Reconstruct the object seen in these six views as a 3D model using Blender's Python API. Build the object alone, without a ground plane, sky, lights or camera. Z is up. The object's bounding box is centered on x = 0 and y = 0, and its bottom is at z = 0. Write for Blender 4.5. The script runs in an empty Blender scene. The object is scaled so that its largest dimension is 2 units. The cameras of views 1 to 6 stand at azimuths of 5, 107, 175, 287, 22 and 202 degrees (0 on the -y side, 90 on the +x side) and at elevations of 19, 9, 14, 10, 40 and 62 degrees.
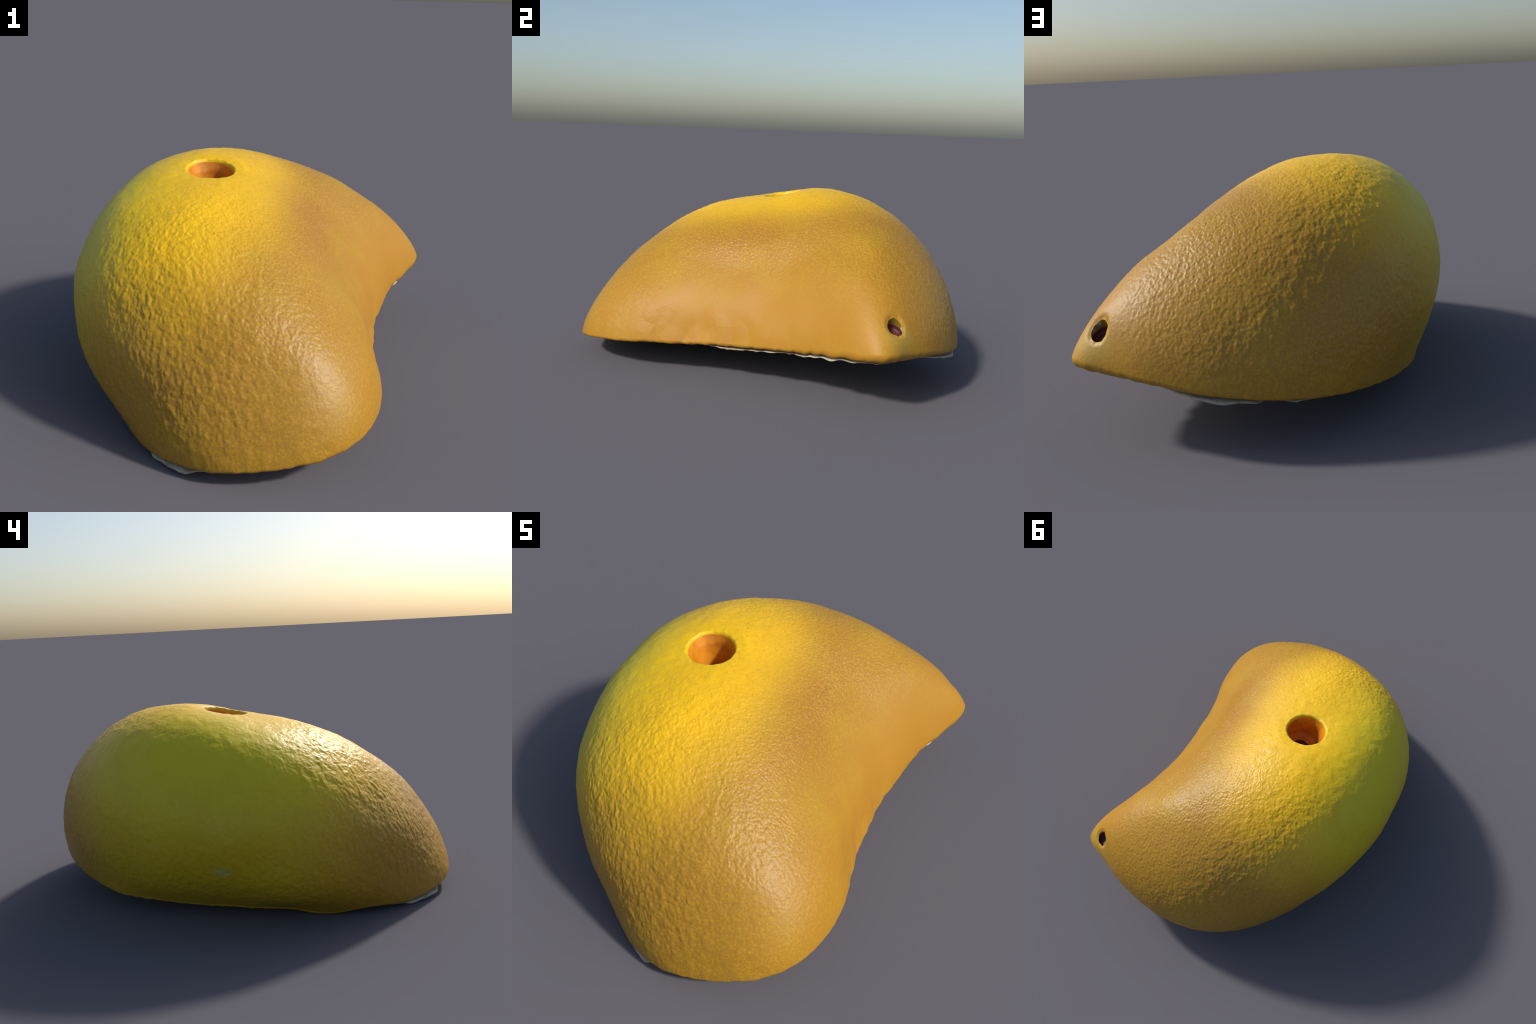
"""Climbing hold shaped like a bent fruit: a kidney-shaped moulded body with a
bolt hole through its crown, a screw hole near its pointed tip and a rough pale
mounting face underneath.  Everything is built around the bolt axis."""
import bpy, bmesh, math
import numpy as np

rng = np.random.RandomState(7)

# ------------------------------------------------------------------ frame
# the mounting plane is tilted; AXIS is its normal = direction of the bolt hole
AXIS = np.array([-0.136, -0.065, 1.0]); AXIS /= np.linalg.norm(AXIS)
ORIGIN = np.array([-0.1198, 0.0383, 0.0997])          # bolt axis meets mounting plane
EX = np.array([1.0, 0, 0]) - AXIS[0] * AXIS; EX /= np.linalg.norm(EX)
EY = np.cross(AXIS, EX)
CORE = 0.22                                           # height of the profile centre


def to_world(p):
    return ORIGIN + p[..., 0:1] * EX + p[..., 1:2] * EY + p[..., 2:3] * AXIS


# ------------------------------------------------------- meridian profiles
# radius from the core, by angle from the bolt axis, for each azimuth round it
TILTS = (12, 24, 36, 48, 60, 72, 82, 92, 102, 112, 122)
CROWN = 0.561
PROFILES = (
    (  0.0, (0.550, 0.535, 0.525, 0.524, 0.533, 0.541, 0.572, 0.615, 0.654, 0.697, 0.754)),
    ( 15.0, (0.554, 0.543, 0.537, 0.542, 0.561, 0.578, 0.619, 0.672, 0.732, 0.767, 0.807)),
    ( 22.5, (0.558, 0.550, 0.548, 0.560, 0.589, 0.614, 0.673, 0.742, 0.798, 0.829, 0.858)),
    ( 30.0, (0.561, 0.559, 0.563, 0.583, 0.625, 0.682, 0.768, 0.859, 0.938, 0.943, 0.927)),
    ( 37.5, (0.565, 0.568, 0.581, 0.611, 0.669, 0.756, 0.897, 1.043, 1.151, 1.058, 0.992)),
    ( 45.0, (0.569, 0.578, 0.599, 0.641, 0.715, 0.835, 0.958, 1.079, 1.134, 1.097, 1.033)),
    ( 52.5, (0.574, 0.589, 0.617, 0.668, 0.752, 0.865, 0.957, 1.058, 1.106, 1.097, 1.047)),
    ( 60.0, (0.578, 0.599, 0.633, 0.690, 0.773, 0.868, 0.947, 1.030, 1.079, 1.081, 1.040)),
    ( 75.0, (0.586, 0.617, 0.660, 0.718, 0.787, 0.857, 0.915, 0.971, 1.018, 1.013, 0.983)),
    ( 90.0, (0.593, 0.631, 0.675, 0.724, 0.771, 0.823, 0.864, 0.897, 0.917, 0.916, 0.901)),
    (105.0, (0.598, 0.640, 0.679, 0.714, 0.745, 0.776, 0.788, 0.792, 0.793, 0.802, 0.806)),
    (120.0, (0.601, 0.641, 0.673, 0.696, 0.709, 0.715, 0.709, 0.699, 0.687, 0.703, 0.719)),
    (135.0, (0.602, 0.641, 0.664, 0.677, 0.676, 0.665, 0.649, 0.632, 0.621, 0.635, 0.640)),
    (150.0, (0.601, 0.639, 0.657, 0.662, 0.651, 0.631, 0.610, 0.592, 0.576, 0.555, 0.559)),
    (165.0, (0.599, 0.636, 0.648, 0.651, 0.636, 0.614, 0.597, 0.575, 0.543, 0.512, 0.505)),
    (180.0, (0.595, 0.630, 0.645, 0.646, 0.638, 0.618, 0.596, 0.566, 0.527, 0.490, 0.478)),
    (195.0, (0.590, 0.625, 0.649, 0.656, 0.655, 0.649, 0.622, 0.584, 0.538, 0.495, 0.479)),
    (210.0, (0.585, 0.620, 0.653, 0.673, 0.682, 0.687, 0.665, 0.637, 0.580, 0.523, 0.504)),
    (225.0, (0.579, 0.613, 0.654, 0.689, 0.713, 0.732, 0.732, 0.716, 0.653, 0.575, 0.564)),
    (240.0, (0.573, 0.605, 0.653, 0.699, 0.738, 0.772, 0.791, 0.799, 0.761, 0.699, 0.685)),
    (255.0, (0.568, 0.597, 0.648, 0.703, 0.754, 0.801, 0.850, 0.880, 0.903, 0.881, 0.849)),
    (270.0, (0.563, 0.588, 0.636, 0.695, 0.759, 0.825, 0.888, 0.960, 1.038, 1.048, 0.998)),
    (285.0, (0.558, 0.577, 0.613, 0.663, 0.732, 0.824, 0.905, 0.995, 1.097, 1.114, 1.067)),
    (300.0, (0.554, 0.564, 0.587, 0.626, 0.687, 0.776, 0.883, 1.002, 1.085, 1.089, 1.051)),
    (315.0, (0.550, 0.550, 0.561, 0.586, 0.627, 0.680, 0.762, 0.864, 0.931, 0.960, 0.959)),
    (330.0, (0.548, 0.539, 0.539, 0.550, 0.571, 0.592, 0.641, 0.693, 0.733, 0.791, 0.841)),
    (345.0, (0.547, 0.534, 0.526, 0.528, 0.537, 0.545, 0.582, 0.625, 0.662, 0.715, 0.770)),
)

BOLT_RADIUS = 0.096
LIP = 0.012
BEVEL = 0.015
BEVEL_DROP = 0.013
TURN_UNDER = 0.035                                    # skin rolled in under the rim


def periodic_spline(xk, yk, x, period=None):
    """Cubic spline (natural, or periodic) through yk (K, M) at knots xk."""
    xk = np.asarray(xk, float); yk = np.asarray(yk, float)
    if period:
        n0 = len(xk)
        xk = np.concatenate([xk[-6:] - period, xk, xk[:6] + period])
        yk = np.concatenate([yk[-6:], yk, yk[:6]])
    n = len(xk); h = np.diff(xk)
    A = np.zeros((n, n)); R = np.zeros_like(yk)
    A[0, 0] = A[-1, -1] = 1
    for i in range(1, n - 1):
        A[i, i - 1], A[i, i], A[i, i + 1] = h[i - 1], 2 * (h[i - 1] + h[i]), h[i]
        R[i] = 6 * ((yk[i + 1] - yk[i]) / h[i] - (yk[i] - yk[i - 1]) / h[i - 1])
    M = np.linalg.solve(A, R)
    j = np.clip(np.searchsorted(xk, x) - 1, 0, n - 2)
    hh = h[j][:, None]; a = (xk[j + 1] - x)[:, None]; b = (x - xk[j])[:, None]
    return (M[j] * a ** 3 + M[j + 1] * b ** 3) / (6 * hh) \
        + (yk[j] / hh - M[j] * hh / 6) * a + (yk[j + 1] / hh - M[j + 1] * hh / 6) * b


# ------------------------------------------------------------ noise in code
PERM = rng.permutation(256); PERM = np.concatenate([PERM] * 3)
GRAD = rng.normal(size=(256, 3)); GRAD /= np.linalg.norm(GRAD, axis=1)[:, None]


def noise(p, scale, seed=0.0):
    """Gradient noise, about -1..1, feature size 1/scale."""
    q = p * scale + np.array([17.3, 5.1, 9.7]) * (1 + seed)
    i = np.floor(q).astype(int); f = q - i
    u = f * f * f * (f * (f * 6 - 15) + 10)
    out = 0
    for dx in (0, 1):
        for dy in (0, 1):
            for dz in (0, 1):
                h = PERM[PERM[PERM[(i[..., 0] + dx) & 255] + ((i[..., 1] + dy) & 255)] + ((i[..., 2] + dz) & 255)]
                g = GRAD[h]
                d = g[..., 0] * (f[..., 0] - dx) + g[..., 1] * (f[..., 1] - dy) + g[..., 2] * (f[..., 2] - dz)
                w = (u[..., 0] if dx else 1 - u[..., 0]) * (u[..., 1] if dy else 1 - u[..., 1]) * (u[..., 2] if dz else 1 - u[..., 2])
                out = out + w * d
    return out * 1.6


def facet_noise(p, scale, seed=0):
    """Piecewise-flat noise: random heights on a tetrahedral lattice, joined by planes."""
    q = p * scale + 0.35 * np.stack([noise(p, scale * 0.55, 60 + seed + k) for k in range(3)], -1) + 31.7 + seed * 7.13
    skew = q + q.sum(-1, keepdims=True) / 3
    cell = np.floor(skew).astype(int); f = skew - cell
    order = np.argsort(-f, axis=-1)
    fs = np.take_along_axis(f, order, -1)
    weights = [1 - fs[..., 0], fs[..., 0] - fs[..., 1], fs[..., 1] - fs[..., 2], fs[..., 2]]
    corner = cell.copy(); out = 0
    for k in range(4):
        h = PERM[PERM[PERM[corner[..., 0] & 255] + (corner[..., 1] & 255)] + (corner[..., 2] & 255)]
        out = out + weights[k] * (h / 127.5 - 1)
        if k < 3:
            corner = corner + (np.arange(3) == order[..., k:k + 1])
    return out


def smooth(a, b, x):
    t = np.clip((x - a) / (b - a), 0, 1)
    return t * t * (3 - 2 * t)


def bump_angle(az, centre, width):
    d = (az - centre + 180) % 360 - 180
    return np.exp(-(d / width) ** 2)


def unit(v):
    return v / np.maximum(np.linalg.norm(v, axis=-1, keepdims=True), 1e-9)


# -------------------------------------------------------------- body surface
NA, NR, NL, NB = 1500, 440, 8, 14

az_knots = [p[0] for p in PROFILES]
table = np.array([(CROWN,) + p[1] for p in PROFILES])
tilt_knots = np.array((0,) + TILTS, float)

# spread the meridians by arc length round the widest ring
dense = np.arange(0, 360, 0.25)
ring = periodic_spline(az_knots, table[:, 8:9], dense, 360)[:, 0]
step = np.hypot(np.gradient(ring), ring * math.radians(0.25)) + 0.0012
cum = np.concatenate([[0], np.cumsum(step)]); cum *= NA / cum[-1]
AZ = np.interp(np.arange(NA), cum, np.append(dense, 360.0))

by_az = periodic_spline(az_knots, table, AZ, 360)                    # (NA, tilts)
fine_tilt = np.linspace(0, 122, 489)
# mirror the profile through the crown so that the top stays smooth
opp = periodic_spline(az_knots, table, (AZ + 180) % 360, 360)
full_knots = np.concatenate([-tilt_knots[:0:-1], tilt_knots])
full = np.concatenate([opp[:, :0:-1], by_az], axis=1).T              # (knots, NA)
radius = periodic_spline(full_knots, full, fine_tilt)                # (489, NA)
ct, st = np.cos(np.radians(fine_tilt))[:, None], np.sin(np.radians(fine_tilt))[:, None]
rho, hgt = radius * st, CORE + radius * ct

# lower edge of the skin: wavy, with one sagging lobe where the hold touches down
rim_h = 0.008 - 0.024 * bump_angle(AZ, 236, 6) + 0.010 * bump_angle(AZ, 247, 4.5) - 0.006 * bump_angle(AZ, 222, 14)
wob = np.stack([np.cos(np.radians(AZ)), np.sin(np.radians(AZ)), 0 * AZ], -1)
rim_h += 0.004 * noise(wob, 5.0, 1) + 0.003 * noise(wob, 14.0, 2) + 0.006 * noise(wob, 30.0, 3) * (0.3 + 0.7 * smooth(-0.2, 0.5, noise(wob, 3.0, 4)))

skin = np.zeros((NR + NL + NB, NA, 3))
cosA, sinA = np.cos(np.radians(AZ)), np.sin(np.radians(AZ))
tip_cut = bump_angle(AZ, 42, 17)                      # the edge is chamfered under the pointed tip
for k in range(NA):
    bevel, drop = BEVEL + 0.040 * tip_cut[k], BEVEL_DROP + 0.024 * tip_cut[k]
    r, h = rho[:, k], hgt[:, k]
    start = np.interp(BOLT_RADIUS + LIP, r[:160], fine_tilt[:160])
    below = np.nonzero((h < rim_h[k] + drop) & (fine_tilt > 60))[0]
    e = below[0] if len(below) else len(h) - 1
    t0, t1 = fine_tilt[e - 1], fine_tilt[e]
    d0, d1 = h[e - 1] - rim_h[k] - drop, h[e] - rim_h[k] - drop
    end = t0 + (t1 - t0) * d0 / (d0 - d1)
    t = np.linspace(start, end, NR)
    R, H = np.interp(t, fine_tilt, r), np.interp(t, fine_tilt, h)
    # rolled lip of the bolt hole
    a = np.linspace(0, math.pi / 2, NL + 1)[1:][::-1]
    lipR = R[0] - LIP * np.sin(a); lipH = H[0] - LIP * (1 - np.cos(a)) * 1.3
    # rounded lower edge, turning inwards
    b = np.linspace(0, math.pi / 2, NB - 5)[1:]
    under = np.linspace(0, 1, 7)[1:]
    edgeR = np.concatenate([R[-1] - bevel * (1 - np.cos(b)), R[-1] - bevel - TURN_UNDER * under])
    edgeH = np.concatenate([H[-1] - drop * np.sin(b), H[-1] - drop - 0.003 * under])
    RR = np.concatenate([lipR, R, edgeR]); HH = np.concatenate([lipH, H, edgeH])
    skin[:, k, 0], skin[:, k, 1], skin[:, k, 2] = RR * cosA[k], RR * sinA[k], HH

world = to_world(skin)


def grid_normals(P):
    da = np.roll(P, -1, 1) - np.roll(P, 1, 1)
    db = np.gradient(P, axis=0)
    return unit(np.cross(db, da))


nrm = grid_normals(world)
nrm *= np.sign((nrm * (world - to_world(np.array([0, 0, CORE])))).sum(-1).mean())

# ---- where the grain is strong, coarse or polished away
azg = np.broadcast_to(AZ, skin.shape[:2])
X, Y, Z = world[..., 0], world[..., 1], world[..., 2]
scoop_az = np.maximum(bump_angle(azg, 352, 46), 0.9 * bump_angle(azg, 22, 22))
scoop = smooth(0.2, 0.85, scoop_az) * smooth(0.70, 0.36, Z - 0.16 * X)       # hand-polished hollow
tip_d = np.linalg.norm(world - np.array([0.68, 0.74, 0.36]), axis=-1)
lobe_d = np.linalg.norm(world - np.array([0.26, -0.86, 0.2]), axis=-1)
green_d = np.linalg.norm((world - np.array([-0.62, 0.08, 0.62])) / np.array([0.6, 0.85, 0.5]), axis=-1)
bolt_d = np.hypot(skin[..., 0], skin[..., 1])
grain = (1 - 0.93 * scoop ** 1.5) * (1 - 0.7 * smooth(0.34, 0.08, tip_d)) * (1 - 0.75 * smooth(0.32, 0.10, lobe_d))
grain *= 0.2 + 0.8 * smooth(0.35, 1.05, green_d)
grain *= 0.25 + 0.75 * smooth(0.0, 0.16, skin[..., 2] - 0.03)
grain *= 0.25 + 0.75 * smooth(0.12, 0.5, bolt_d)
fineness = smooth(-0.35, 0.25, X - 0.5 * (0.75 - Z))                       # finer towards the hollow

stretch = world + 0.3 * (world @ AXIS)[..., None] * -AXIS                       # pits run a little down the flanks
coarse = 0.75 * facet_noise(stretch, 62, 3) + 0.45 * facet_noise(stretch, 105, 4)
finer = 0.7 * facet_noise(world, 120, 5) + 0.6 * noise(world, 150, 6)
peel = grain * (0.0026 * coarse * (1 - 0.72 * fineness) + 0.0019 * finer * (0.35 + 0.65 * fineness))
swell = 0.002 + 0.0030 * noise(world, 5.5, 7) + 0.0014 * facet_noise(world, 26, 8) * (1 - scoop) * smooth(0.9, 0.55, fineness)
facets = scoop * smooth(0.42, 0.2, Z) * (0.010 * np.abs(noise(world * [1, 1, 0.7], 8, 10)) + 0.005 * facet_noise(world * [1, 1, 0.6], 15, 11)) * (0.35 + 0.65 * smooth(0.25, -0.1, Y))
shift = peel + swell + facets
fade = smooth(0, 30, np.arange(skin.shape[0]))[:, None] * smooth(skin.shape[0], skin.shape[0] - 12, np.arange(skin.shape[0]))[:, None]
world = world + nrm * (shift * fade)[..., None]

# small chips round the bolt-hole lip
chip = noise(world, 38, 12)
rows = np.arange(skin.shape[0])[:, None]
world = world + nrm * (0.002 * chip * np.exp(-((rows - NL) / 7.0) ** 2) * (rows > 0))[..., None]

# ---- screw hole near the tip: dished mouth here, bore cut below
SCREW_AT = np.array([0.653, 0.761, 0.415])
SCREW_DIR = unit(np.array([0.34, 0.33, 0.88]))
SCREW_RADIUS = 0.037
rel = world - SCREW_AT
along = (rel * SCREW_DIR).sum(-1)
off = np.linalg.norm(rel - along[..., None] * SCREW_DIR, axis=-1)
dish = smooth(SCREW_RADIUS * 1.55, SCREW_RADIUS * 0.9, off) * (np.abs(along) < 0.2)
world = world - nrm * (0.009 * dish * (1 + 0.5 * noise(world, 60, 13)))[..., None]


# ------------------------------------------------------------------ helpers
def new_mesh(name, verts, faces, mats, smooth_shade=True):
    me = bpy.data.meshes.new(name)
    me.from_pydata(verts, [], faces)
    for m in mats:
        me.materials.append(m)
    me.update()
    me.polygons.foreach_set("use_smooth", [smooth_shade] * len(me.polygons))
    ob = bpy.data.objects.new(name, me)
    bpy.context.scene.collection.objects.link(ob)
    return ob


def ring_faces(nrow, n, flip=False):
    i = np.arange(nrow - 1)[:, None] * n
    k = np.arange(n)[None]; k1 = (k + 1) % n
    f = np.stack([i + k, i + n + k, i + n + k1, i + k1], -1).reshape(-1, 4)
    return (f[:, ::-1] if flip else f).tolist()


# ---------------------------------------------------------------- materials
class Nodes:
    """Tiny helper for writing node trees as expressions."""

    def __init__(self, name):
        self.mat = bpy.data.materials.new(name); self.mat.use_nodes = True
        self.t = self.mat.node_tree; self.t.nodes.clear()
        self.pos = self.new("ShaderNodeTexCoord").outputs["Object"]

    def new(self, kind, **kw):
        n = self.t.nodes.new(kind)
        for k, v in kw.items():
            setattr(n, k, v)
        return n

    def put(self, sock, v):
        if isinstance(v, bpy.types.NodeSocket):
            self.t.links.new(v, sock)
        else:
            sock.default_value = v

    def math(self, op, a, b=0.0, c=0.0):
        n = self.new("ShaderNodeMath", operation=op)
        for s, v in zip(n.inputs, (a, b, c)):
            self.put(s, v)
        return n.outputs[0]

    def near(self, centre, size, inner, outer, wobble=None, amount=0.0):
        """1 inside an ellipsoid round centre, 0 outside, soft in between."""
        m = self.new("ShaderNodeMapping", vector_type="TEXTURE")
        self.put(m.inputs["Vector"], self.pos)
        m.inputs["Location"].default_value = centre; m.inputs["Scale"].default_value = size
        ln = self.new("ShaderNodeVectorMath", operation="LENGTH")
        self.put(ln.inputs[0], m.outputs[0])
        d = ln.outputs["Value"]
        if wobble is not None:
            d = self.math("ADD", d, self.math("MULTIPLY", self.math("SUBTRACT", wobble, 0.5), amount))
        r = self.new("ShaderNodeMapRange", interpolation_type="SMOOTHSTEP")
        self.put(r.inputs["Value"], d)
        r.inputs["From Min"].default_value = outer; r.inputs["From Max"].default_value = inner
        r.inputs["To Min"].default_value = 0; r.inputs["To Max"].default_value = 1
        return r.outputs["Result"]

    def noise(self, scale, detail=3.0, rough=0.55, lo=None, hi=None):
        n = self.new("ShaderNodeTexNoise")
        self.put(n.inputs["Vector"], self.pos)
        n.inputs["Scale"].default_value = scale; n.inputs["Detail"].default_value = detail
        n.inputs["Roughness"].default_value = rough
        if lo is None:
            return n.outputs["Fac"]
        r = self.new("ShaderNodeMapRange", interpolation_type="SMOOTHSTEP")
        self.put(r.inputs["Value"], n.outputs["Fac"])
        r.inputs["From Min"].default_value = lo; r.inputs["From Max"].default_value = hi
        return r.outputs["Result"]

    def mix(self, fac, a, b, blend="MIX"):
        n = self.new("ShaderNodeMix", data_type="RGBA", blend_type=blend)
        self.put(n.inputs["Factor"], fac)
        self.put(n.inputs[6], a if isinstance(a, bpy.types.NodeSocket) else (*a, 1))
        self.put(n.inputs[7], b if isinstance(b, bpy.types.NodeSocket) else (*b, 1))
        return n.outputs[2]

    def finish(self, colour, rough, bump=None, strength=0.3, distance=0.002, specular=0.5, subsurface=0.0):
        p = self.new("ShaderNodeBsdfPrincipled")
        self.put(p.inputs["Base Color"], colour if isinstance(colour, bpy.types.NodeSocket) else (*colour, 1))
        self.put(p.inputs["Roughness"], rough)
        p.inputs["Specular IOR Level"].default_value = specular
        if bump is not None:
            b = self.new("ShaderNodeBump")
            b.inputs["Strength"].default_value = strength; b.inputs["Distance"].default_value = distance
            self.put(b.inputs["Height"], bump)
            self.put(p.inputs["Normal"], b.outputs[0])
        o = self.new("ShaderNodeOutputMaterial")
        self.put(o.inputs[0], p.outputs[0])
        return self.mat


YELLOW = (0.85, 0.50, 0.007)
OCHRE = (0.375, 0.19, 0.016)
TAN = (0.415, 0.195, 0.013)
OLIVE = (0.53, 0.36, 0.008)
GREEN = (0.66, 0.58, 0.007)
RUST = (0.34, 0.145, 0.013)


def skin_material():
    n = Nodes("fruit_skin_resin")
    broad = n.noise(2.2, 3)
    mid = n.noise(9, 4)
    yellow = n.near((-0.40, -0.10, 0.85), (0.60, 1.02, 0.72), 0.42, 1.12, broad, 0.3)
    col = n.mix(yellow, OCHRE, YELLOW)
    back = n.near((-0.85, 0.0, 0.40), (0.62, 1.05, 0.75), 0.35, 1.05, broad, 0.3)
    col = n.mix(back, col, n.mix(yellow, OLIVE, (0.70, 0.50, 0.007)))
    hollow = n.near((0.75, -0.02, 0.25), (0.62, 1.10, 0.58), 0.45, 1.08, broad, 0.25)
    col = n.mix(hollow, col, TAN)
    green = n.near((-0.68, -0.03, 0.76), (0.46, 0.90, 0.42), 0.05, 1.08, broad, 0.3)
    col = n.mix(n.math("MULTIPLY", green, 0.8), col, GREEN)
    mouth = n.near((-0.225, -0.012, 0.86), (0.15, 0.15, 0.10), 0.55, 1.0, mid, 0.3)
    col = n.mix(n.math("MULTIPLY", mouth, 0.3), col, (0.66, 0.55, 0.008))
    # darker red-brown band along the brow of the hollow
    brow_band = n.near((0.21, -0.09, 0.68), (0.19, 0.48, 0.22), 0.05, 1.1, mid, 0.4)
    col = n.mix(n.math("MULTIPLY", brow_band, 0.7), col, RUST)
    # pale scuffs: beside the screw hole and low on the outer flank
    scuff = n.near((0.66, 0.77, 0.36), (0.10, 0.10, 0.08), 0.3, 1.1, mid, 0.7)
    col = n.mix(n.math("MULTIPLY", scuff, 0.3), col, (0.46, 0.38, 0.09))
    smear = n.near((-0.74, -0.14, 0.265), (0.06, 0.045, 0.03), 0.1, 1.2, mid, 0.8)
    col = n.mix(n.math("MULTIPLY", smear, 0.35), col, (0.45, 0.42, 0.30))
    # speckle of yellow and orange pores
    speck = n.noise(105, 2, 0.6, 0.44, 0.66)
    col = n.mix(n.math("MULTIPLY", speck, n.math("MULTIPLY_ADD", hollow, -0.22, 0.24)), col, (0.70, 0.43, 0.01))
    dark = n.noise(55, 3, 0.6, 0.50, 0.72)
    dark = n.math("MULTIPLY", dark, n.math("MULTIPLY_ADD", green, -0.85, 1.0))
    col = n.mix(n.math("MULTIPLY", dark, n.math("MULTIPLY_ADD", hollow, -0.20, 0.24)), col, RUST)
    blot = n.noise(4.5, 3, 0.5, 0.45, 0.75)
    col = n.mix(n.math("MULTIPLY", blot, 0.16), col, (0.50, 0.36, 0.01))
    rough = n.math("ADD", n.math("MULTIPLY_ADD", mid, 0.15, 0.38), n.math("MULTIPLY", hollow, 0.10))
    micro = n.math("ADD", n.noise(150, 2), n.math("MULTIPLY", n.noise(60, 2), 0.8))
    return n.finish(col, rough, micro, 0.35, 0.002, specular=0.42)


def bore_material():
    n = Nodes("raw_orange_resin")
    col = n.mix(n.noise(14, 3, 0.5, 0.35, 0.7), (0.72, 0.27, 0.012), (0.48, 0.16, 0.008))
    return n.finish(col, 0.5, n.noise(40, 2), 0.2, 0.002)


def lining_material():
    n = Nodes("chipped_olive_resin")
    col = n.mix(n.noise(16, 2, 0.5, 0.5, 0.6), (0.22, 0.14, 0.012), (0.48, 0.40, 0.26))
    return n.finish(col, 0.5, n.noise(40, 2), 0.3, 0.003)


def plug_material():
    n = Nodes("maroon_plug")
    col = n.mix(n.noise(25, 3, 0.5, 0.4, 0.65), (0.12, 0.022, 0.018), (0.06, 0.016, 0.018))
    return n.finish(col, 0.55)


def base_material():
    n = Nodes("pale_filler")
    col = n.mix(n.noise(9, 4, 0.6, 0.38, 0.68), (0.42, 0.39, 0.31), (0.26, 0.21, 0.14))
    col = n.mix(n.noise(22, 4, 0.6, 0.55, 0.75), col, (0.15, 0.10, 0.06))
    return n.finish(col, 0.65, n.noise(45, 4), 0.4, 0.004)


SKIN, BORE, PLUG, BASE, RAW = skin_material(), bore_material(), plug_material(), base_material(), lining_material()

# ------------------------------------------------------------------- objects
hold = bpy.data.objects.new("climbing_hold", None)
hold["label"] = "yellow green kidney-shaped climbing hold with bolt hole"
hold["category"] = "climbing hold"
bpy.context.scene.collection.objects.link(hold)

# base: rough slab of filler under the skin, lumpy at its edge
NS, NF = 5, 40
edge = world[-1]                                        # last ring of the skin
loc = np.stack([(edge - ORIGIN) @ EX, (edge - ORIGIN) @ EY, (edge - ORIGIN) @ AXIS], -1)
# flakes of filler that squeezed out under the rim: (azimuth, size)
FLAKES = ((4, .6), (12, .65), (18, .4), (25, .7), (31, .75), (37, .25), (44, .3), (51, .1), (58, .45), (63, .9), (69, 1.0),
          (75, .7), (78, .1), (83, .65), (88, .1), (94, .45), (98, 0), (104, .45), (109, 0), (126, 0), (131, .45), (136, 0),
          (150, .1), (200, 0), (254, 0), (259, .9), (267, 1.2), (273, .4), (280, .15), (287, .45), (297, .3), (305, 0),
          (326, .15), (338, 0), (345, .5), (352, .85))
lump = np.interp(AZ, [f[0] for f in FLAKES], [f[1] for f in FLAKES], period=360)
lump = np.clip(lump + 0.12 * noise(wob, 24, 20) * (lump > 0.05), 0, 1.15)
out = unit(loc * [1, 1, 0])
rings = []
for s in np.linspace(0, 1, NS):
    p = loc + out * ((-0.004 + 0.054 * lump * math.sin(s * math.pi * 0.62))[:, None])
    p = p + np.array([0, 0, -1.0]) * (lump * 0.019 * s + 0.001)[:, None]
    rings.append(p)
last = rings[-1]
centre = np.array([0.0, 0.0, 0.012])
for s in np.linspace(0, 1, NF)[1:]:
    p = last + (centre - last) * (s * 0.9)
    p[:, 2] = p[:, 2] * 1.0
    rings.append(p)
base_w = to_world(np.array(rings))
und = smooth(NS - 1, NS + 6, np.arange(len(rings)))[:, None]
base_w = base_w + AXIS * ((0.004 * noise(base_w, 9, 22) + 0.003 * noise(base_w, 24, 23)) * und)[..., None]
base_w[NS - 3:NS] += (0.003 * noise(base_w[NS - 3:NS], 12, 24))[..., None] * AXIS
hub = base_w[-1].mean(0)
nv = len(base_w.reshape(-1, 3))
base_faces = ring_faces(len(base_w), NA) + [[(len(base_w) - 1) * NA + k, nv, (len(base_w) - 1) * NA + (k + 1) % NA] for k in range(NA)]
base_verts = np.concatenate([base_w.reshape(-1, 3), hub[None]])

# bolt hole: straight bore, ledge and darker through-hole closed by the wall plug
mouth = world[0]
top_loc = np.stack([(mouth - ORIGIN) @ EX, (mouth - ORIGIN) @ EY, (mouth - ORIGIN) @ AXIS], -1)
LEDGE_H, THROAT, FLOOR_H = 0.62, 0.060, 0.60
bore_rings = []
for s in np.linspace(0, 1, 30):
    p = top_loc.copy(); p[:, 2] = top_loc[:, 2] * (1 - s) + (LEDGE_H + 0.012) * s
    rr = BOLT_RADIUS - 0.007 * min(1.0, s / 0.25) - 0.004 * s
    p[:, :2] = out[:, :2] * 0 + unit(np.stack([cosA, sinA, 0 * AZ], -1))[:, :2] * rr
    if s == 0:
        p = top_loc.copy()
    bore_rings.append(p)
for rr, hh in ((0.082, LEDGE_H + 0.003), (0.076, LEDGE_H), (0.067, LEDGE_H - 0.003), (THROAT, LEDGE_H - 0.010), (THROAT - 0.002, FLOOR_H + 0.004), (0.05, FLOOR_H)):
    bore_rings.append(np.stack([cosA * rr, sinA * rr, 0 * AZ + hh], -1))
bore_w = to_world(np.array(bore_rings))
outward = unit(bore_w - to_world(np.stack([0 * bore_w[..., 0], 0 * bore_w[..., 0], np.array(bore_rings)[..., 2]], -1)))
wallfade = smooth(0, 6, np.arange(len(bore_rings)))[:, None]
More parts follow.
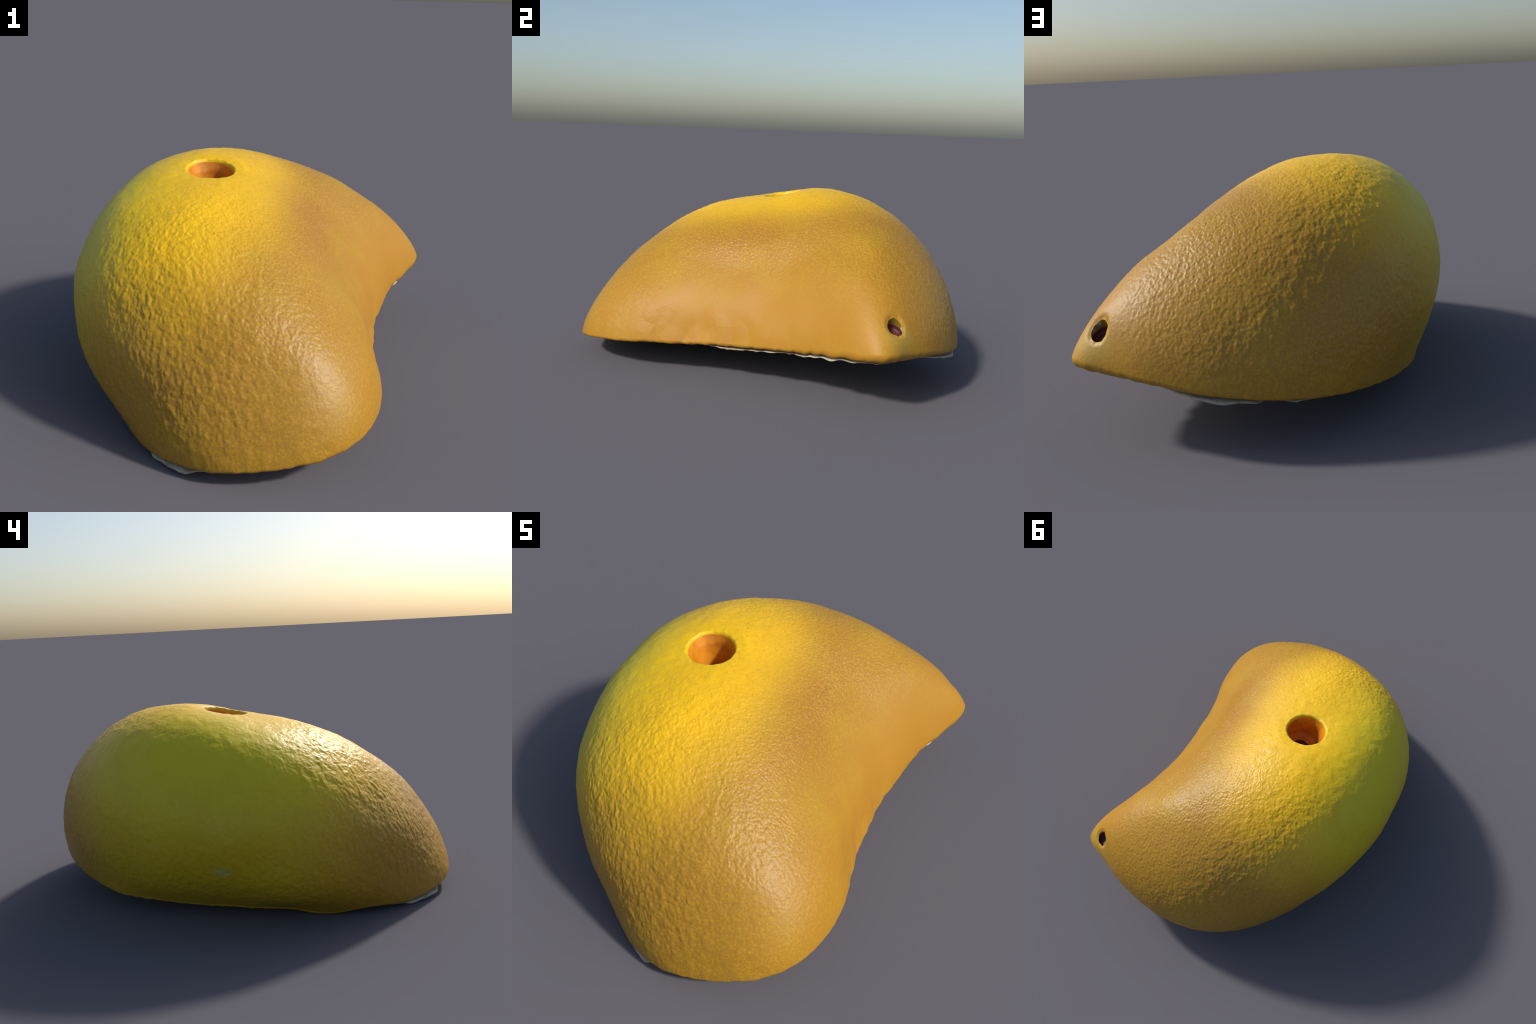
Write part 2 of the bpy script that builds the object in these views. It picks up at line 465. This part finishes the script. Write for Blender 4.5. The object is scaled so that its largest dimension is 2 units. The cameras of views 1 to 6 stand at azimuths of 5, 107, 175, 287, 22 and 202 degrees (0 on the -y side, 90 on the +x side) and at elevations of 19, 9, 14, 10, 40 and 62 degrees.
bore_w = bore_w + outward * (wallfade * (0.004 * noise(bore_w, 14, 30) + 0.0012 * noise(bore_w * [1, 1, 0.3], 45, 31)))[..., None]
plug_ring = bore_w[-1]

drop = min(world[..., 2].min(), base_verts[:, 2].min())
up = np.array([0, 0, -drop])
world = world + up; base_verts = base_verts + up; bore_w = bore_w + up; plug_ring = plug_ring + up

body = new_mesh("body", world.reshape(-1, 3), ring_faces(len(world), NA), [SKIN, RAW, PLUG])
base = new_mesh("base", base_verts, base_faces, [BASE])
bore = new_mesh("bolt_hole", bore_w.reshape(-1, 3), ring_faces(len(bore_w), NA, True), [BORE])
pv = np.concatenate([plug_ring, plug_ring.mean(0)[None]])
plug = new_mesh("plug", pv, [[k, (k + 1) % NA, NA] for k in range(NA)], [PLUG])

# make sure every shell faces outwards (bores face their axis)
def orient(ob, want):
    me = ob.data
    n = np.zeros(len(me.polygons) * 3); me.polygons.foreach_get("normal", n)
    c = np.zeros(len(me.polygons) * 3); me.polygons.foreach_get("center", c)
    if want(c.reshape(-1, 3), n.reshape(-1, 3)) < 0:
        me.flip_normals()

mid_pt = to_world(np.array([0, 0, CORE])) + up
orient(body, lambda c, n: ((c - mid_pt) * n).sum(-1).mean())
orient(base, lambda c, n: -n[:, 2].mean())
axis_pt = lambda c: c - ((c - mid_pt) @ AXIS)[:, None] * AXIS - mid_pt
orient(bore, lambda c, n: -(axis_pt(c) * n).sum(-1).mean())
orient(plug, lambda c, n: n[:, 2].mean())

# screw hole: cut the skin where the bore passes, then set the lined bore in
SC = SCREW_AT + up
su = unit(np.cross(SCREW_DIR, [0, 1, 0.2])); sv = np.cross(SCREW_DIR, su)
NSC = 64
ang = np.linspace(0, 2 * math.pi, NSC, endpoint=False)
SCREW_DEPTH = 0.050


def screw_ring(r, t, rough=0.0):
    p = SC + SCREW_DIR * t + r * (np.cos(ang)[:, None] * su + np.sin(ang)[:, None] * sv)
    if rough:
        d = unit(p - SC - SCREW_DIR * t)
        p = p + d * (rough * noise(p, 45, 40))[:, None]
    return p


cut_rings = [screw_ring(SCREW_RADIUS, t, 0.002) for t in np.linspace(0.12, -SCREW_DEPTH, 16)]
cut_rings += [screw_ring(r, -SCREW_DEPTH - 0.004 * (1 - r / SCREW_RADIUS), 0.004) for r in (0.026, 0.014)]
cv = np.concatenate(cut_rings); n0 = len(cv)
cv = np.concatenate([cv, [SC + SCREW_DIR * 0.12, SC - SCREW_DIR * (SCREW_DEPTH + 0.005)]])
cf = ring_faces(len(cut_rings), NSC)
cf += [[(k + 1) % NSC, k, n0][::1] for k in range(NSC)]
cf += [[n0 - NSC + k, n0 - NSC + (k + 1) % NSC, n0 + 1] for k in range(NSC)]
cutter = new_mesh("cutter", cv, cf, [SKIN, RAW, PLUG])
bm = bmesh.new(); bm.from_mesh(cutter.data); bmesh.ops.recalc_face_normals(bm, faces=bm.faces[:])
for f in bm.faces:
    t = (np.array(f.calc_center_median()) - SC) @ SCREW_DIR
    f.material_index = 2 if t < -0.032 else 1
bm.to_mesh(cutter.data); bm.free()

mod = body.modifiers.new("screw_cut", "BOOLEAN")
mod.operation, mod.solver, mod.object = "DIFFERENCE", "EXACT", cutter
dg = bpy.context.evaluated_depsgraph_get()
cut = bpy.data.meshes.new_from_object(body.evaluated_get(dg))
body.modifiers.clear(); body.data = cut
bpy.data.objects.remove(cutter)

# split the lining of the screw hole off as its own part
bm = bmesh.new(); bm.from_mesh(cut)
lining = bmesh.new(); lining.from_mesh(cut)
bmesh.ops.delete(bm, geom=[f for f in bm.faces if f.material_index > 0], context="FACES")
bmesh.ops.delete(lining, geom=[f for f in lining.faces if f.material_index == 0], context="FACES")
bm.to_mesh(cut); bm.free()
lm = bpy.data.meshes.new("screw_hole"); lining.to_mesh(lm); lining.free()
for m in (SKIN, RAW, PLUG):
    lm.materials.append(m)
screw = bpy.data.objects.new("screw_hole", lm)
bpy.context.scene.collection.objects.link(screw)
for me in (cut, lm):
    me.polygons.foreach_set("use_smooth", [True] * len(me.polygons))
cut.name = "body"

for ob in (body, base, bore, screw):
    ob.parent = hold
plug.parent = bore
print("faces", len(cut.polygons), "screw faces", len(lm.polygons))
